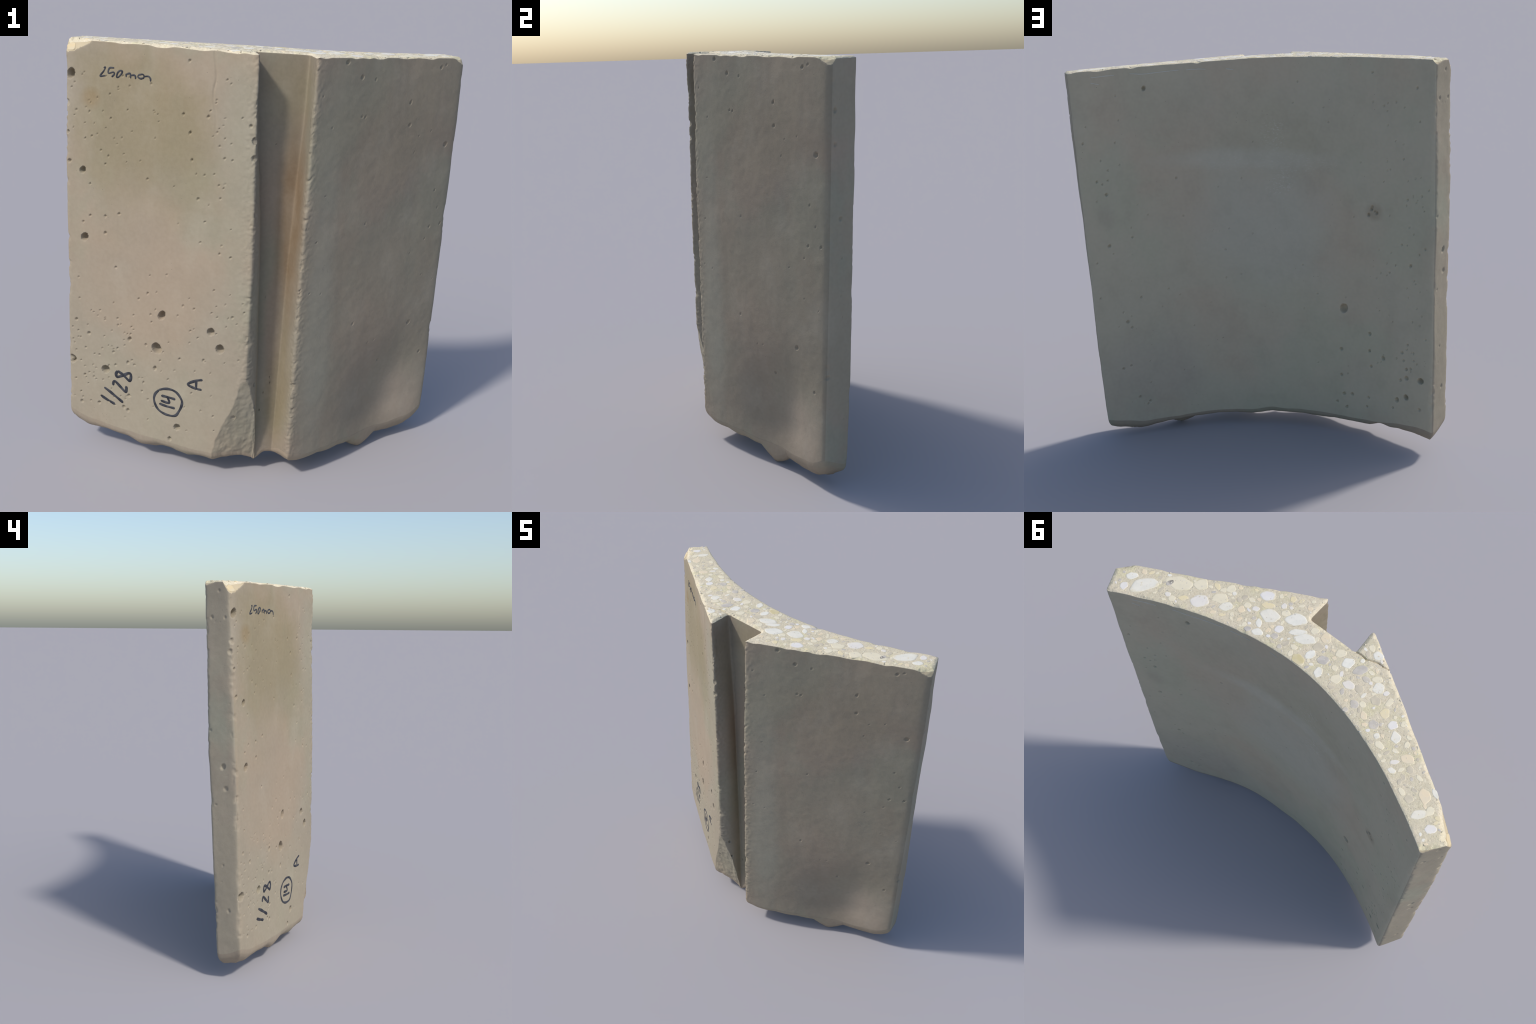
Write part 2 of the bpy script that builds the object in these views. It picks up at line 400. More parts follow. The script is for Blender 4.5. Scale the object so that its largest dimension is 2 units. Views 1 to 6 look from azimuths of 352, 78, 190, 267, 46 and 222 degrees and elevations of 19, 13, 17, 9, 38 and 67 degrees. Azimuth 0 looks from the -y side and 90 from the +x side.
bv, bsrc, bf, bn = cap(foot_ring, .010)
d = distance(bv, foot_ring[:, :2])
for_col = np.empty(len(bv), int)
for i in range(0, len(bv), 2000):
    for_col[i:i + 2000] = ((bv[i:i + 2000, None, :] - foot_ring[None, :, :2]) ** 2).sum(-1).argmin(1)
r = foot_radius(bv[:, 0])
p3 = np.c_[bv, np.zeros(len(bv))]
rim = foot_ring[for_col, 2] - foot(bv[:, 0]) - r
rim = np.clip(rim, -.05, .06)
bz = foot(bv[:, 0]) + round_over(d, r) + rim * np.exp(-d / .05)
bz += (.008 * fbm(p3, .12, 3, 61) + .0015 * np.abs(fbm(p3, .03, 2, 62))) * np.clip(d / .03, 0, 1)
bz -= .064 * knob(bv[:, 0], bv[:, 1], .52, -.01, .11, .075) ** .9
bz -= .036 * knob(bv[:, 0], bv[:, 1], -.51, -.04, .14, .06)
bz -= .025 * knob(bv[:, 0], bv[:, 1], -.33, -.13, .10, .06)
bz += .02 * knob(bv[:, 0], bv[:, 1], -.60, .09, .06, .07)
border = (bsrc >= 0) & (bsrc < bn)
bv3 = np.c_[bv, np.maximum(bz, 0.0)]
bv3[border] = foot_ring[bsrc[border]]

# ------------------------------------------------------------------ one closed surface, then its parts
idx = np.arange(NR * NC).reshape(NR, NC)
right = np.roll(idx, -1, 1)
quads = np.stack([idx[:-1], right[:-1], right[1:], idx[1:]], -1)          # (NR-1, NC, 4)
nw = NR * NC
def link(src, n, count, ring_row, start):
    m = np.empty(len(src), np.int64)
    b = (src >= 0) & (src < n)
    m[b] = idx[ring_row][src[b]]
    m[~b] = start + np.arange((~b).sum())
    return m, ~b
tmap, tnew = link(tsrc, tn, 0, -1, nw)
bmap, bnew = link(bsrc, bn, 0, 0, nw + tnew.sum())
V = np.vstack([P.reshape(-1, 3), tv3[tnew], bv3[bnew]])
T = tmap[tf]
B = bmap[bf]
def up(F):
    n = np.cross(V[F[:, 1]] - V[F[:, 0]], V[F[:, 2]] - V[F[:, 0]])
    return n[:, 2]
T[up(T) < 0] = T[up(T) < 0][:, ::-1]
B[up(B) > 0] = B[up(B) > 0][:, ::-1]


Q = quads.reshape(-1, 4)
tris = np.vstack([Q[:, [0, 1, 2]], Q[:, [0, 2, 3]], T, B])
fn = np.cross(V[tris[:, 1]] - V[tris[:, 0]], V[tris[:, 2]] - V[tris[:, 0]])
VN = np.stack([sum(np.bincount(tris[:, k], fn[:, a], len(V)) for k in range(3)) for a in range(3)], -1)
VN /= np.linalg.norm(VN, axis=1, keepdims=True) + 1e-12
Pz = V[:nw].reshape(NR, NC, 3)
Nz = VN[:nw].reshape(NR, NC, 3)

# ------------------------------------------------------------------ materials
class Nodes:
    def __init__(self, name, roughness=.85):
        self.m = bpy.data.materials.new(name)
        self.m.use_nodes = True
        self.t = self.m.node_tree
        self.b = self.t.nodes["Principled BSDF"]
        self.b.inputs["Roughness"].default_value = roughness
        self.b.inputs["Specular IOR Level"].default_value = .25
        self.co = self.t.nodes.new("ShaderNodeTexCoord").outputs["Object"]

    def put(self, sock, v):
        if hasattr(v, "is_output"):
            self.t.links.new(v, sock)
        else:
            sock.default_value = v

    def math(self, op, a, b=0.0, clamp=False):
        n = self.t.nodes.new("ShaderNodeMath")
        n.operation, n.use_clamp = op, clamp
        self.put(n.inputs[0], a)
        self.put(n.inputs[1], b)
        return n.outputs[0]

    def scaled(self, scale=(1, 1, 1), loc=(0, 0, 0), rot=(0, 0, 0)):
        n = self.t.nodes.new("ShaderNodeMapping")
        self.t.links.new(self.co, n.inputs[0])
        n.inputs["Scale"].default_value, n.inputs["Location"].default_value, n.inputs["Rotation"].default_value = scale, loc, rot
        return n.outputs[0]

    def noise(self, scale, detail=3, rough=.55, vec=None, distortion=0.0):
        n = self.t.nodes.new("ShaderNodeTexNoise")
        self.t.links.new(vec or self.co, n.inputs["Vector"])
        n.inputs["Scale"].default_value, n.inputs["Detail"].default_value = scale, detail
        n.inputs["Roughness"].default_value, n.inputs["Distortion"].default_value = rough, distortion
        return n.outputs["Fac"]

    def voronoi(self, scale, vec=None, feature="F1"):
        n = self.t.nodes.new("ShaderNodeTexVoronoi")
        n.feature = feature
        self.t.links.new(vec or self.co, n.inputs["Vector"])
        n.inputs["Scale"].default_value = scale
        return n

    def ramp(self, fac, a, b, lo=0.0, hi=1.0):
        n = self.t.nodes.new("ShaderNodeMapRange")
        n.interpolation_type = "SMOOTHSTEP"
        for k, v in zip((0, 1, 2, 3, 4), (fac, a, b, lo, hi)):
            self.put(n.inputs[k], v)
        return n.outputs[0]

    def mix(self, fac, a, b, blend="MIX"):
        n = self.t.nodes.new("ShaderNodeMix")
        n.data_type, n.blend_type = "RGBA", blend
        self.put(n.inputs[0], fac)
        for s, v in ((n.inputs[6], a), (n.inputs[7], b)):
            self.put(s, (*v, 1) if isinstance(v, tuple) else v)
        return n.outputs[2]

    def blob(self, centre, size, wobble=.5, scale=3.0, inner=.3, outer=1.2):
        """soft mask round a place, its rim broken by noise"""
        inv = tuple(1 / s for s in size)
        v = self.scaled(inv, tuple(-c / s for c, s in zip(centre, size)))
        n = self.t.nodes.new("ShaderNodeVectorMath")
        n.operation = "LENGTH"
        self.t.links.new(v, n.inputs[0])
        d = self.math("ADD", n.outputs["Value"], self.math("MULTIPLY", self.math("SUBTRACT", self.noise(scale, 4), .5), wobble * 2))
        return self.ramp(d, outer, inner)

    def bump(self, height, strength, distance):
        n = self.t.nodes.new("ShaderNodeBump")
        n.inputs["Strength"].default_value, n.inputs["Distance"].default_value = strength, distance
        self.t.links.new(height, n.inputs["Height"])
        self.t.links.new(n.outputs[0], self.b.inputs["Normal"])

    def done(self, colour):
        self.put(self.b.inputs["Base Color"], (*colour, 1) if isinstance(colour, tuple) else colour)
        return self.m

GREY, WARM, GREEN, OLIVE = (.300, .258, .195), (.324, .260, .189), (.282, .262, .190), (.225, .185, .100)

def concrete(name, base=GREY, warm=WARM, green=GREEN, patches=(), streaks=0.0, pore=.5, scratches=()):
    k = Nodes(name)
    c = k.mix(k.ramp(k.noise(1.7, 3, .5), .42, .62), base, warm)
    c = k.mix(k.ramp(k.noise(2.6, 4, .55, k.scaled((1, 1, .7), (3, 1, 7))), .48, .66), c, green)
    for centre, size, colour, amount, wobble in patches:
        m = k.math("MULTIPLY", k.blob(centre, size, wobble), amount)
        c = k.mix(m, c, colour)
    if streaks:
        s = k.noise(14, 4, .6, k.scaled((1, 1, .07)))
        c = k.mix(k.math("MULTIPLY", k.ramp(s, .45, .75), streaks), c, (.19, .16, .12))
    for centre, size, amount in scratches:
        s = k.noise(60, 5, .7, k.scaled((1, 1, 2.2), (0, 0, 0), (0, .5, 0)))
        m = k.math("MULTIPLY", k.blob(centre, size, .5, 6), k.ramp(s, .52, .66))
        c = k.mix(k.math("MULTIPLY", m, amount), c, (.56, .54, .46))
    # cloudy mottling, fine mottling, then sparse pin-holes
    c = k.mix(k.math("MULTIPLY", k.ramp(k.noise(8, 6, .62, k.scaled((1, 1, .8), (2, 5, 1))), .42, .72), .11), c, (.17, .148, .108))
    c = k.mix(k.math("MULTIPLY", k.ramp(k.noise(5, 6, .6, k.scaled((1, 1, .6), (7, 2, 3))), .48, .74), .16), c, (.46, .42, .34))
    f = k.noise(55, 6, .65)
    c = k.mix(.10, c, k.mix(k.ramp(f, .3, .7), (.20, .17, .125), (.40, .35, .27)), "MIX")
    v = k.voronoi(34)
    pin = k.math("MULTIPLY", k.ramp(v.outputs["Distance"], .085, .03), k.ramp(k.noise(5, 2, .5), .5, .62))
    c = k.mix(k.math("MULTIPLY", pin, pore), c, (.115, .10, .085))  # dark tint paints the shadow inside each tiny hole
    k.bump(k.math("ADD", k.noise(140, 4, .6), k.math("MULTIPLY", pin, -2.5)), .25, .002)
    return k.done(c)

mat_a = concrete("lit_concrete", patches=[
    ((-.58, 0, 1.62), (.40, .5, .52), OLIVE, .62, .9), ((-.40, -.1, 1.45), (.22, .4, .40), (.25, .21, .130), .5, .7),
    ((-.80, .1, 1.74), (.05, .2, .05), (.235, .16, .07), .6, .3),
    ((-.55, 0, 1.05), (.45, .6, .40), (.324, .257, .190), .55, .6), ((-.16, -.3, 1.5), (.10, .3, .65), (.285, .268, .198), .6, .35),
    ((-.55, 0, .35), (.55, .6, .30), (.315, .278, .205), .6, .4)])
mat_b = concrete("shade_darkened_concrete", base=(.255, .222, .165), warm=(.275, .225, .168), green=(.248, .228, .170), streaks=.10, patches=[  # base darkened partway to the shade lying on this face
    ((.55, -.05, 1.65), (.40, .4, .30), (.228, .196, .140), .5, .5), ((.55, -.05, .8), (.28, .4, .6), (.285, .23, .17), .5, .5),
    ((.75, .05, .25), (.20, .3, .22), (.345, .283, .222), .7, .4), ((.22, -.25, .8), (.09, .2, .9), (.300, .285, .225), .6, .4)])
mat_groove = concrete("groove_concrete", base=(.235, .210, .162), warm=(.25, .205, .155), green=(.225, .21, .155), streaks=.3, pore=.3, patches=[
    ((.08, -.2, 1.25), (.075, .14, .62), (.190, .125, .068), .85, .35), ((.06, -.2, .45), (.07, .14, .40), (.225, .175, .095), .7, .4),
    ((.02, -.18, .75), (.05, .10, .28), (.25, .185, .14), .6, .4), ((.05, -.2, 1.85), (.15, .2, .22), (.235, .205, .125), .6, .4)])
mat_hollow = concrete("hollow_concrete", base=(.45, .405, .302), warm=(.455, .385, .285), green=(.43, .402, .295), pore=.5, patches=[  # base raised and warmed to the scan's baked lighting of the back
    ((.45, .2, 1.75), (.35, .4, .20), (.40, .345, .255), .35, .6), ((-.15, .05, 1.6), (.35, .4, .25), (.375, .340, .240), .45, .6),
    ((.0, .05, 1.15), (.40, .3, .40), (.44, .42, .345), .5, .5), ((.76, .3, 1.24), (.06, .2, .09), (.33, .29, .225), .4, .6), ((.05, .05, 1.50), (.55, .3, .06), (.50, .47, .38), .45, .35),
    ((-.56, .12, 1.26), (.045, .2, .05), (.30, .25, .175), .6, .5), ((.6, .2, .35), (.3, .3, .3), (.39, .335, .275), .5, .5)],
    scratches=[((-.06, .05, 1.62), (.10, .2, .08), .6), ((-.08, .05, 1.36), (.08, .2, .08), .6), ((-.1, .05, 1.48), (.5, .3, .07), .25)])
mat_end = concrete("end_concrete", base=(.325, .285, .215), warm=(.345, .285, .220), green=(.305, .295, .225), streaks=.08, pore=.4)
mat_foot = concrete("foot_concrete", base=(.30, .25, .19), pore=.2)

def mortar():
    k = Nodes("sawn_mortar", .8)
    c = k.mix(k.ramp(k.noise(6, 4, .6), .4, .62), (.64, .575, .42), (.68, .60, .45))
    c = k.mix(k.ramp(k.noise(11, 3, .5, k.scaled((1, 1, 1), (5, 2, 1))), .5, .66), c, (.66, .60, .40))
    c = k.mix(k.math("MULTIPLY", k.ramp(k.noise(110, 5, .75), .48, .64), .55), c, (.50, .42, .28))
    c = k.mix(k.math("MULTIPLY", k.ramp(k.noise(42, 6, .7, k.scaled((1, 1, 1), (8, 3, 2))), .45, .70), .40), c, (.54, .48, .36))
    c = k.mix(k.math("MULTIPLY", k.ramp(k.noise(75, 3, .6, k.scaled((1, 1, 1), (2, 9, 4))), .58, .70), .5), c, (.80, .73, .56))
    for s, r, col in ((60, .16, (.27, .25, .22)), (38, .13, (.33, .31, .28)), (95, .2, (.38, .33, .25))):
        v = k.voronoi(s, k.scaled((1, 1, 1), (s, 0, 0)))
        sel = k.ramp(k.noise(9, 2, .5, k.scaled((1, 1, 1), (s, 3, 1))), .5, .58)
        c = k.mix(k.math("MULTIPLY", k.math("MULTIPLY", k.ramp(v.outputs["Distance"], r * 1.25, r * .7), sel), .65), c, col)
    k.bump(k.noise(90, 6, .75), .8, .004)
    return k.done(c)

MORTAR = (.66, .59, .42)

def stone(name, a, b, rough=.6, rim=True):
    k = Nodes(name, rough)
    info = k.t.nodes.new("ShaderNodeObjectInfo").outputs["Random"]
    c = k.mix(k.ramp(k.noise(28, 4, .6), .35, .68), a, b)
    c = k.mix(k.math("MULTIPLY", info, .35), c, (.68, .60, .44))
    c = k.mix(k.math("MULTIPLY", k.ramp(k.noise(90, 4, .6), .55, .75), .25), c, (.50, .47, .42))
    if rim:                                   # cement still clings to the rim of the cut stones
        m = k.t.nodes.new("ShaderNodeMapping")
        k.t.links.new(k.t.nodes.new("ShaderNodeTexCoord").outputs["Generated"], m.inputs[0])
        m.inputs["Location"].default_value, m.inputs["Scale"].default_value = (-.5, -.5, 0), (1, 1, 0)
        n = k.t.nodes.new("ShaderNodeVectorMath")
        n.operation = "LENGTH"
        k.t.links.new(m.outputs[0], n.inputs[0])
        d = k.math("ADD", n.outputs["Value"], k.math("MULTIPLY", k.math("SUBTRACT", k.noise(50, 4, .7), .5), .55))
        c = k.mix(k.ramp(d, .36, .60), c, MORTAR)
    k.bump(k.noise(90, 3, .6), .15, .002)
    return k.done(c)

mat_top = mortar()
STONES = {"w": stone("white_quartz", (.76, .73, .64), (.70, .68, .60)), "l": stone("pale_lilac_quartz", (.70, .67, .64), (.74, .71, .66)),
          "c": stone("cream_stone", (.74, .67, .50), (.70, .64, .48)), "y": stone("yellow_stone", (.72, .62, .38), (.70, .60, .40)),
          "p": stone("peach_stone", (.74, .61, .42), (.70, .60, .44)), "o": stone("ochre_stone", (.52, .44, .20), (.58, .50, .28)),
          "g": stone("grey_stone", (.44, .41, .37), (.54, .50, .45)), "b": stone("drab_stone", (.47, .42, .33), (.56, .50, .38)),
          "t": stone("tan_stone", (.55, .42, .22), (.50, .42, .27), rim=False)}
mat_break = concrete("fresh_fracture", base=(.50, .42, .28), warm=(.54, .43, .28), green=(.46, .39, .26), pore=.2)
mat_break_low = concrete("old_fracture", base=(.285, .255, .190), warm=(.31, .260, .19), green=(.275, .257, .185), pore=.3)
ink_k = Nodes("marker_ink", .6)
mat_ink = ink_k.done(ink_k.mix(ink_k.ramp(ink_k.noise(40, 3), .35, .7), (.020, .022, .030), (.060, .062, .070)))

# ------------------------------------------------------------------ objects
def mesh(name, verts, faces_list, mats, mat_index=None, normals=None):
    me = bpy.data.meshes.new(name)
    loops = np.concatenate([f.ravel() for f in faces_list]).astype(np.int32)
    sizes = np.concatenate([np.full(len(f), f.shape[1]) for f in faces_list]).astype(np.int32)
    me.vertices.add(len(verts))
    me.vertices.foreach_set("co", np.ascontiguousarray(verts, np.float32).ravel())
    me.loops.add(len(loops))
    me.loops.foreach_set("vertex_index", loops)
    me.polygons.add(len(sizes))
    me.polygons.foreach_set("loop_start", np.concatenate([[0], np.cumsum(sizes)[:-1]]).astype(np.int32))
    me.polygons.foreach_set("loop_total", sizes)
    if mat_index is not None:
        me.polygons.foreach_set("material_index", np.ascontiguousarray(mat_index, np.int32))
    for m in mats:
        me.materials.append(m)
    me.update(calc_edges=True)
    me.validate()
    me.polygons.foreach_set("use_smooth", np.ones(len(me.polygons), bool))
    if normals is not None:
        me.normals_split_custom_set_from_vertices(np.ascontiguousarray(normals, np.float32))
    return me

def add(name, me, parent):
    o = bpy.data.objects.new(name, me)
    bpy.context.scene.collection.objects.link(o)
    o.parent = parent
    return o

root = bpy.data.objects.new("concrete_segment", None)
bpy.context.scene.collection.objects.link(root)
root["label"] = "sawn curved concrete block with an open groove and ink marks"
root["category"] = "concrete block"

def part(name, faces, mats, index=None):
    used = np.unique(faces)
    back = np.full(len(V), -1)
    back[used] = np.arange(len(used))
    return add(name, mesh(name, V[used], [back[faces]], mats, index, VN[used]), root)

brk = broken[:-1] & broken[1:] & np.roll(broken, -1, 1)[:-1]
def wall(name, segs, mats):
    cols = np.concatenate([np.arange(starts[s], starts[s + 1]) for s in segs])
    return part(name, quads[:, cols].reshape(-1, 4), mats, np.where(brk[:, cols], np.where(zz[:-1, cols] < 1, 2, 1), 0).ravel())

face_a = wall("outer_face", [0], [mat_a, mat_break, mat_break_low])
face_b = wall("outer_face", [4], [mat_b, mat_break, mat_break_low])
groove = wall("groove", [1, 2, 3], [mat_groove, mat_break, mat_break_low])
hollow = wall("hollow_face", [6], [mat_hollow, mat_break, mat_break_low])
wall("end_face", [5], [mat_end, mat_break, mat_break_low])
wall("end_face", [7], [mat_end, mat_break, mat_break_low])
sawn = part("sawn_face", T, [mat_top])
part("broken_foot", B, [mat_foot])

# ------------------------------------------------------------------ aggregate in the sawn face
def pebble(a, b, seed, lift=.0005):
    n, rings = 36, 5
    ph = np.arange(n) * math.tau / n
    g = np.random.default_rng(seed)
    rad = np.full(n, 1.12)
    for side in np.arange(5) * math.tau / 5 + g.uniform(-.4, .4, 5):   # worn facets round the rim
        away = np.cos(ph - side)
        rad = np.minimum(rad, np.where(away > .2, g.uniform(.74, 1.02) / np.maximum(away, .2), 9))
    rad = (np.roll(rad, 1) + 2 * rad + np.roll(rad, -1)) / 4
    vs, fs = [(0, 0, lift)], []
    for f, h in ((.45, lift), (.8, lift), (.95, lift * .8), (1.0, -.0008), (.7, -.6 * min(a, b)), (.3, -.8 * min(a, b))):
        vs += [(f * r * a * math.cos(p), f * r * b * math.sin(p), h) for p, r in zip(ph, rad)]
    vs.append((0, 0, -.85 * min(a, b)))
    for i in range(n):
        fs.append((0, 1 + i, 1 + (i + 1) % n))
    for k in range(5):
        for i in range(n):
            p, q = 1 + k * n + i, 1 + k * n + (i + 1) % n
            fs.append((p, p + n, q + n, q))
    last = len(vs) - 1
    for i in range(n):
        fs.append((last, 1 + 5 * n + (i + 1) % n, 1 + 5 * n + i))
    me = bpy.data.meshes.new("pebble")
    me.from_pydata(vs, [], fs)
    me.polygons.foreach_set("use_smooth", np.ones(len(me.polygons), bool))
    return me

shift = 0.0
# kind of stone, x, y, half length, half width, direction in degrees
PEBBLES = [('w', 0.837, 0.181, 0.029, 0.018, -138), ('w', 0.766, 0.184, 0.064, 0.035, -123), ('g', 0.691, 0.098, 0.021, 0.014, -113), ('c', 0.655, 0.071, 0.067,
    0.036, -156), ('l', 0.535, 0.081, 0.042, 0.032, -138), ('c', 0.585, 0.017, 0.034, 0.030, -138), ('y', 0.595, 0.115, 0.026, 0.014, -138), ('c',
    0.477, 0.012, 0.038, 0.028, -126), ('w', 0.430, 0.024, 0.033, 0.024, -120), ('l', 0.339, -0.133, 0.039, 0.026, -144), ('y', 0.306, -0.094, 0.031,
    0.018, -144), ('w', 0.260, -0.060, 0.047, 0.034, -161), ('l', 0.332, -0.048, 0.018, 0.013, -161), ('g', 0.304, -0.009, 0.011, 0.010, -138), ('w',
    0.247, 0.030, 0.026, 0.019, -161), ('g', 0.859, 0.232, 0.009, 0.008, -138), ('g', 0.520, 0.009, 0.011, 0.007, -138), ('b', 0.482, 0.079, 0.009,
    0.006, -138), ('w', 0.450, -0.045, 0.011, 0.011, -138), ('g', 0.134, 0.020, 0.013, 0.011, -161), ('w', 0.170, -0.122, 0.048, 0.031, -144), ('w',
    0.124, -0.078, 0.043, 0.017, -138), ('w', 0.081, -0.076, 0.050, 0.025, -150), ('l', 0.253, -0.137, 0.013, 0.015, -138), ('g', 0.239, -0.163,
    0.010, 0.010, -162), ('o', 0.037, 0.017, 0.032, 0.025, -177), ('w', 0.012, -0.036, 0.026, 0.021, -104), ('g', -0.015, 0.019, 0.011, 0.008, -115),
    ('p', 0.018, -0.133, 0.022, 0.025, -138), ('c', -0.074, -0.121, 0.025, 0.019, -138), ('w', -0.126, -0.111, 0.031, 0.026, -114), ('g', -0.016,
    -0.079, 0.007, 0.007, -138), ('g', -0.076, -0.053, 0.006, 0.007, -138), ('g', -0.184, -0.119, 0.036, 0.021, -115), ('l', -0.192, -0.032, 0.027,
    0.021, -165), ('w', -0.291, -0.103, 0.027, 0.026, -148), ('b', -0.178, 0.033, 0.010, 0.008, -137), ('b', -0.233, -0.003, 0.009, 0.010, -137),
    ('g', -0.254, 0.058, 0.013, 0.013, -137), ('y', -0.378, -0.037, 0.022, 0.023, -137), ('g', -0.376, 0.031, 0.025, 0.021, -164), ('w', -0.417,
    0.060, 0.013, 0.014, -137), ('w', -0.476, 0.016, 0.021, 0.029, -137), ('g', -0.398, -0.074, 0.005, 0.011, -137), ('p', -0.570, 0.055, 0.033,
    0.020, -153), ('w', -0.192, -0.216, 0.025, 0.020, -160), ('p', -0.713, 0.127, 0.028, 0.035, -137), ('b', -0.676, 0.176, 0.020, 0.020, -137), ('w',
    -0.741, 0.201, 0.035, 0.019, -126), ('w', -0.736, 0.092, 0.010, 0.023, -116), ('l', -0.809, 0.216, 0.026, 0.020, -147), ('w', -0.555, 0.132,
    0.018, 0.014, -159), ('g', -0.632, 0.108, 0.007, 0.010, -137)]
for i, (kind, x, y, a, b, th) in enumerate(PEBBLES):
    me = pebble(a, b, 100 + i)
    me.materials.append(STONES[kind])
    o = add("pebble", me, sawn)
    o.location = (x, y, float(top_plane(x)) - shift)
    slope = (top_plane(x + .02) - top_plane(x - .02)) / .04
    o.rotation_mode, o.rotation_euler = "ZYX", (0, -math.atan(slope), math.radians(th))
# more stones of the same mix between the big ones
filler = np.c_[rng.uniform(-.88, .88, 5000), rng.uniform(-.28, .29, 5000), rng.uniform(.008, .027, 5000)]
filler = filler[inside_poly(filler[:, :2], top_ring[:, :2])]
filler = filler[distance(filler[:, :2], top_ring[:, :2]) > filler[:, 2] + .008]
taken = [(x, y, max(a, b)) for _, x, y, a, b, _ in PEBBLES]
for x, y, a in filler:
    if len(taken) < 285 and all(math.hypot(x - p, y - q) > .74 * (a + r) + .002 for p, q, r in taken) and seg_distance(np.array([[x, y]]), crack_line)[0] > a:
        taken.append((x, y, a))
        me = pebble(a, a * rng.uniform(.5, .9), 400 + len(taken))
        me.materials.append(STONES[rng.choice(list("wllccccyppgbbb"))])
        o = add("pebble", me, sawn)
        o.location = (x, y, float(top_plane(x)) - shift)
        o.rotation_mode, o.rotation_euler = "ZYX", (0, -math.atan((top_plane(x + .02) - top_plane(x - .02)) / .04), rng.uniform(0, 6.28))
# the yellow stone bared at the knocked-off corner
me = pebble(.030, .022, 77, .005)
me.materials.append(STONES["t"])
o = add("pebble", me, sawn)
o.location, o.rotation_euler = (-.880, .188, 1.953), (math.radians(58), 0, math.radians(-44))

# small grit, joined
gv, gf, ring = [], [], top_ring[:, :2]
cand = np.c_[rng.uniform(-.9, .9, 2600), rng.uniform(-.29, .3, 2600)]
cand = cand[inside_poly(cand, ring)]
cand = cand[distance(cand, ring) > .006][:420]
for (x, y) in cand:
    a, b, th = rng.uniform(.002, .0065), rng.uniform(.0018, .0045), rng.uniform(0, 6.28)
    base = len(gv)
    zc = float(top_plane(x)) - shift
    n = 7
    for f, h in ((.6, .0007), (1.0, -.0012)):
        for j in range(n):
            q = j * math.tau / n
            k = f * rng.uniform(.85, 1.15)
            u, v = k * a * math.cos(q), k * b * math.sin(q)
            gv.append((x + u * math.cos(th) - v * math.sin(th), y + u * math.sin(th) + v * math.cos(th), zc + h))
    gf.append(tuple(base + j for j in range(n)))
    gf += [(base + j, base + n + j, base + n + (j + 1) % n, base + (j + 1) % n) for j in range(n)]
me = bpy.data.meshes.new("grit")
me.from_pydata(gv, [], gf)
for kind in "gwcb":
    me.materials.append(STONES[kind])
pick = np.random.default_rng(3).choice([0, 0, 1, 2, 3, 3], len(cand))
me.polygons.foreach_set("material_index", np.repeat(pick, 8).astype(np.int32))
o = add("grit", me, sawn)
o["kind"] = "stuff"

# ------------------------------------------------------------------ marker-pen writing on the outer face
def on_face(u, z):
    """point and normal of the outer face at share u and height z"""
    c = np.clip(starts[0] + u * counts[0], 0, counts[0] - 2)
    ci = int(c)
    r = (z - z_foot[ci]) / (z_top[ci] - z_foot[ci]) * (NR - 1)
    ri = int(np.clip(r, 0, NR - 2))
    f, g = c - ci, r - ri
    s = lambda A: (A[ri, ci] * (1 - f) + A[ri, ci + 1] * f) * (1 - g) + (A[ri + 1, ci] * (1 - f) + A[ri + 1, ci + 1] * f) * g
    return s(Pz), s(Nz)

FACE_LEN = .93

def on_hollow(u, z):
    c = starts[6] + u * counts[6]
    ci = int(c)
    r = (z - z_foot[ci]) / (z_top[ci] - z_foot[ci]) * (NR - 1)
    ri = int(np.clip(r, 0, NR - 2))
    f, g = c - ci, r - ri
    s = lambda A: (A[ri, ci] * (1 - f) + A[ri, ci + 1] * f) * (1 - g) + (A[ri + 1, ci] * (1 - f) + A[ri + 1, ci + 1] * f) * g
    return s(Pz), s(Nz)
def smooth_stroke(pts, step=.002):
    p = np.array(pts, float)
    p = np.vstack([2 * p[0] - p[1], p, 2 * p[-1] - p[-2]])
    out = []
    for i in range(1, len(p) - 2):
        n = max(2, int(np.hypot(*(p[i + 1] - p[i])) / step))
        for t in np.arange(n) / n:
            out.append(.5 * ((2 * p[i]) + (p[i + 1] - p[i - 1]) * t + (2 * p[i - 1] - 5 * p[i] + 4 * p[i + 1] - p[i + 2]) * t * t
                             + (3 * p[i] - p[i - 1] - 3 * p[i + 1] + p[i + 2]) * t ** 3))
    out.append(p[-2])
    return np.array(out)

def writing(strokes, width, surface=on_face, per=FACE_LEN, material=None, name="handwriting"):
    vs, fs = [], []
    for st in strokes:
        line = smooth_stroke(st)
        tan = np.gradient(line, axis=0)
        nor = np.c_[-tan[:, 1], tan[:, 0]]
        nor /= np.linalg.norm(nor, axis=1, keepdims=True) + 1e-12
        n = len(line)
        end = np.minimum(np.arange(n), np.arange(n)[::-1]) * .002
        half = width / 2 * np.sqrt(np.clip(.25 + end / (width * .6), 0, 1)) * (1 + .12 * np.sin(np.arange(n) * .21 + n))
        base = len(vs)
        for i in range(n):
            for s, h in ((-1, .0001), (-.8, .0011), (0, .0014), (.8, .0011), (1, .0001)):
                u, z = line[i] + nor[i] * half[i] * s
                p, m = surface(u / per, z)
                vs.append(tuple(p + m * h))
        for i in range(n - 1):
            for j in range(4):
                a = base + i * 5 + j
                fs.append((a, a + 1, a + 6, a + 5))
    me = bpy.data.meshes.new(name)
    me.from_pydata(vs, [], fs)
    me.materials.append(material or mat_ink)
    me.polygons.foreach_set("use_smooth", np.ones(len(me.polygons), bool))
    return me

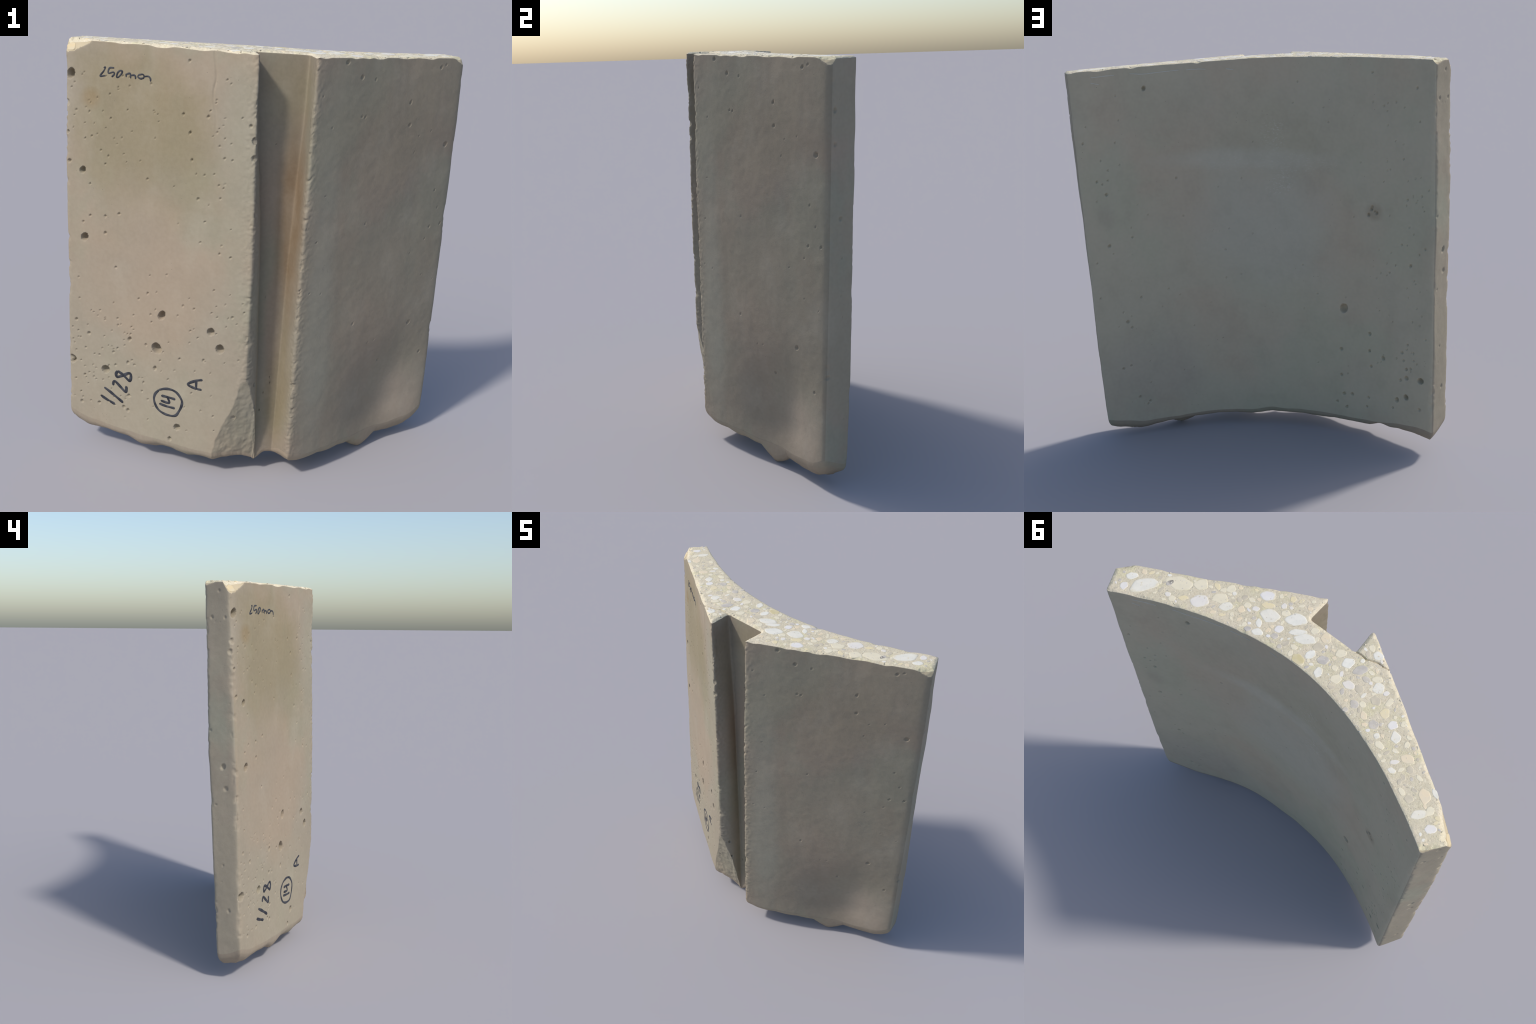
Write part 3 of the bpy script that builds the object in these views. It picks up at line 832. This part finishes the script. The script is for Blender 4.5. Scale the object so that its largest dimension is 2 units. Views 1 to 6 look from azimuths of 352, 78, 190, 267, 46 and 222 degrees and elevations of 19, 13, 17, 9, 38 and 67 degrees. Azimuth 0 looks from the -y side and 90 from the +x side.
WRITING = {
    "size_note": (.0078, [
        [(.199, 1.876), (.208, 1.879), (.199, 1.862), (.181, 1.839), (.207, 1.843)],
        [(.253, 1.880), (.229, 1.877), (.223, 1.855), (.248, 1.861), (.253, 1.853), (.240, 1.840)],
        [(.284, 1.873), (.270, 1.860), (.265, 1.842), (.275, 1.843), (.289, 1.858), (.293, 1.868), (.282, 1.872)],
        [(.313, 1.861), (.312, 1.846)], [(.315, 1.858), (.332, 1.862), (.335, 1.842)],
        [(.336, 1.854), (.352, 1.857), (.359, 1.851), (.358, 1.841)],
        [(.373, 1.860), (.372, 1.851), (.385, 1.845), (.397, 1.849)], [(.373, 1.860), (.394, 1.864), (.401, 1.857), (.397, 1.845)],
        [(.401, 1.855), (.422, 1.858), (.432, 1.850), (.433, 1.838)]]),
    "date_note": (.0148, [
        [(.176, .295), (.211, .280), (.256, .265)], [(.197, .342), (.230, .325), (.272, .301), (.302, .283)],
        [(.246, .364), (.249, .383), (.260, .387), (.286, .366), (.316, .344), (.320, .376)],
        [(.272, .447), (.304, .430), (.336, .408), (.345, .432), (.336, .448), (.297, .426), (.270, .414), (.263, .428), (.272, .447)]]),
    "circled_number": (.0128, [
        [(.500, .326), (.540, .322), (.584, .321)], [(.510, .370), (.543, .371), (.585, .368)], [(.508, .344), (.553, .343), (.543, .371)],
        [(.498, .398), (.476, .369), (.472, .338), (.486, .305), (.509, .286), (.545, .277), (.585, .282), (.606, .311), (.619, .345),
         (.618, .371), (.595, .401), (.564, .413), (.529, .410), (.498, .398)]]),
    "letter_mark": (.0128, [
        [(.722, .500), (.688, .488), (.648, .462), (.685, .449), (.719, .448)], [(.690, .489), (.691, .451)]]),
}
for name, (width, strokes) in WRITING.items():
    add(name, writing(strokes, width), face_a)

# pale tool scratches just under the sawn edge of the hollow
mat_scratch = concrete("scraped_concrete", base=(.52, .50, .43), warm=(.50, .48, .40), green=(.50, .49, .42), pore=0)
SCRATCHES = [[(.057, 1.925), (.091, 1.929), (.119, 1.931)], [(.159, 1.935), (.193, 1.930), (.245, 1.936), (.291, 1.942)],
             [(.310, 1.941), (.337, 1.943), (.363, 1.941)], [(.417, 1.941), (.437, 1.936)], [(.055, 1.900), (.076, 1.892)]]
scaled = [[(u * LENGTHS[6], z) for u, z in s] for s in SCRATCHES]
add("scratch_marks", writing(scaled, .0042, on_hollow, LENGTHS[6], mat_scratch, "scratch_marks"), hollow)
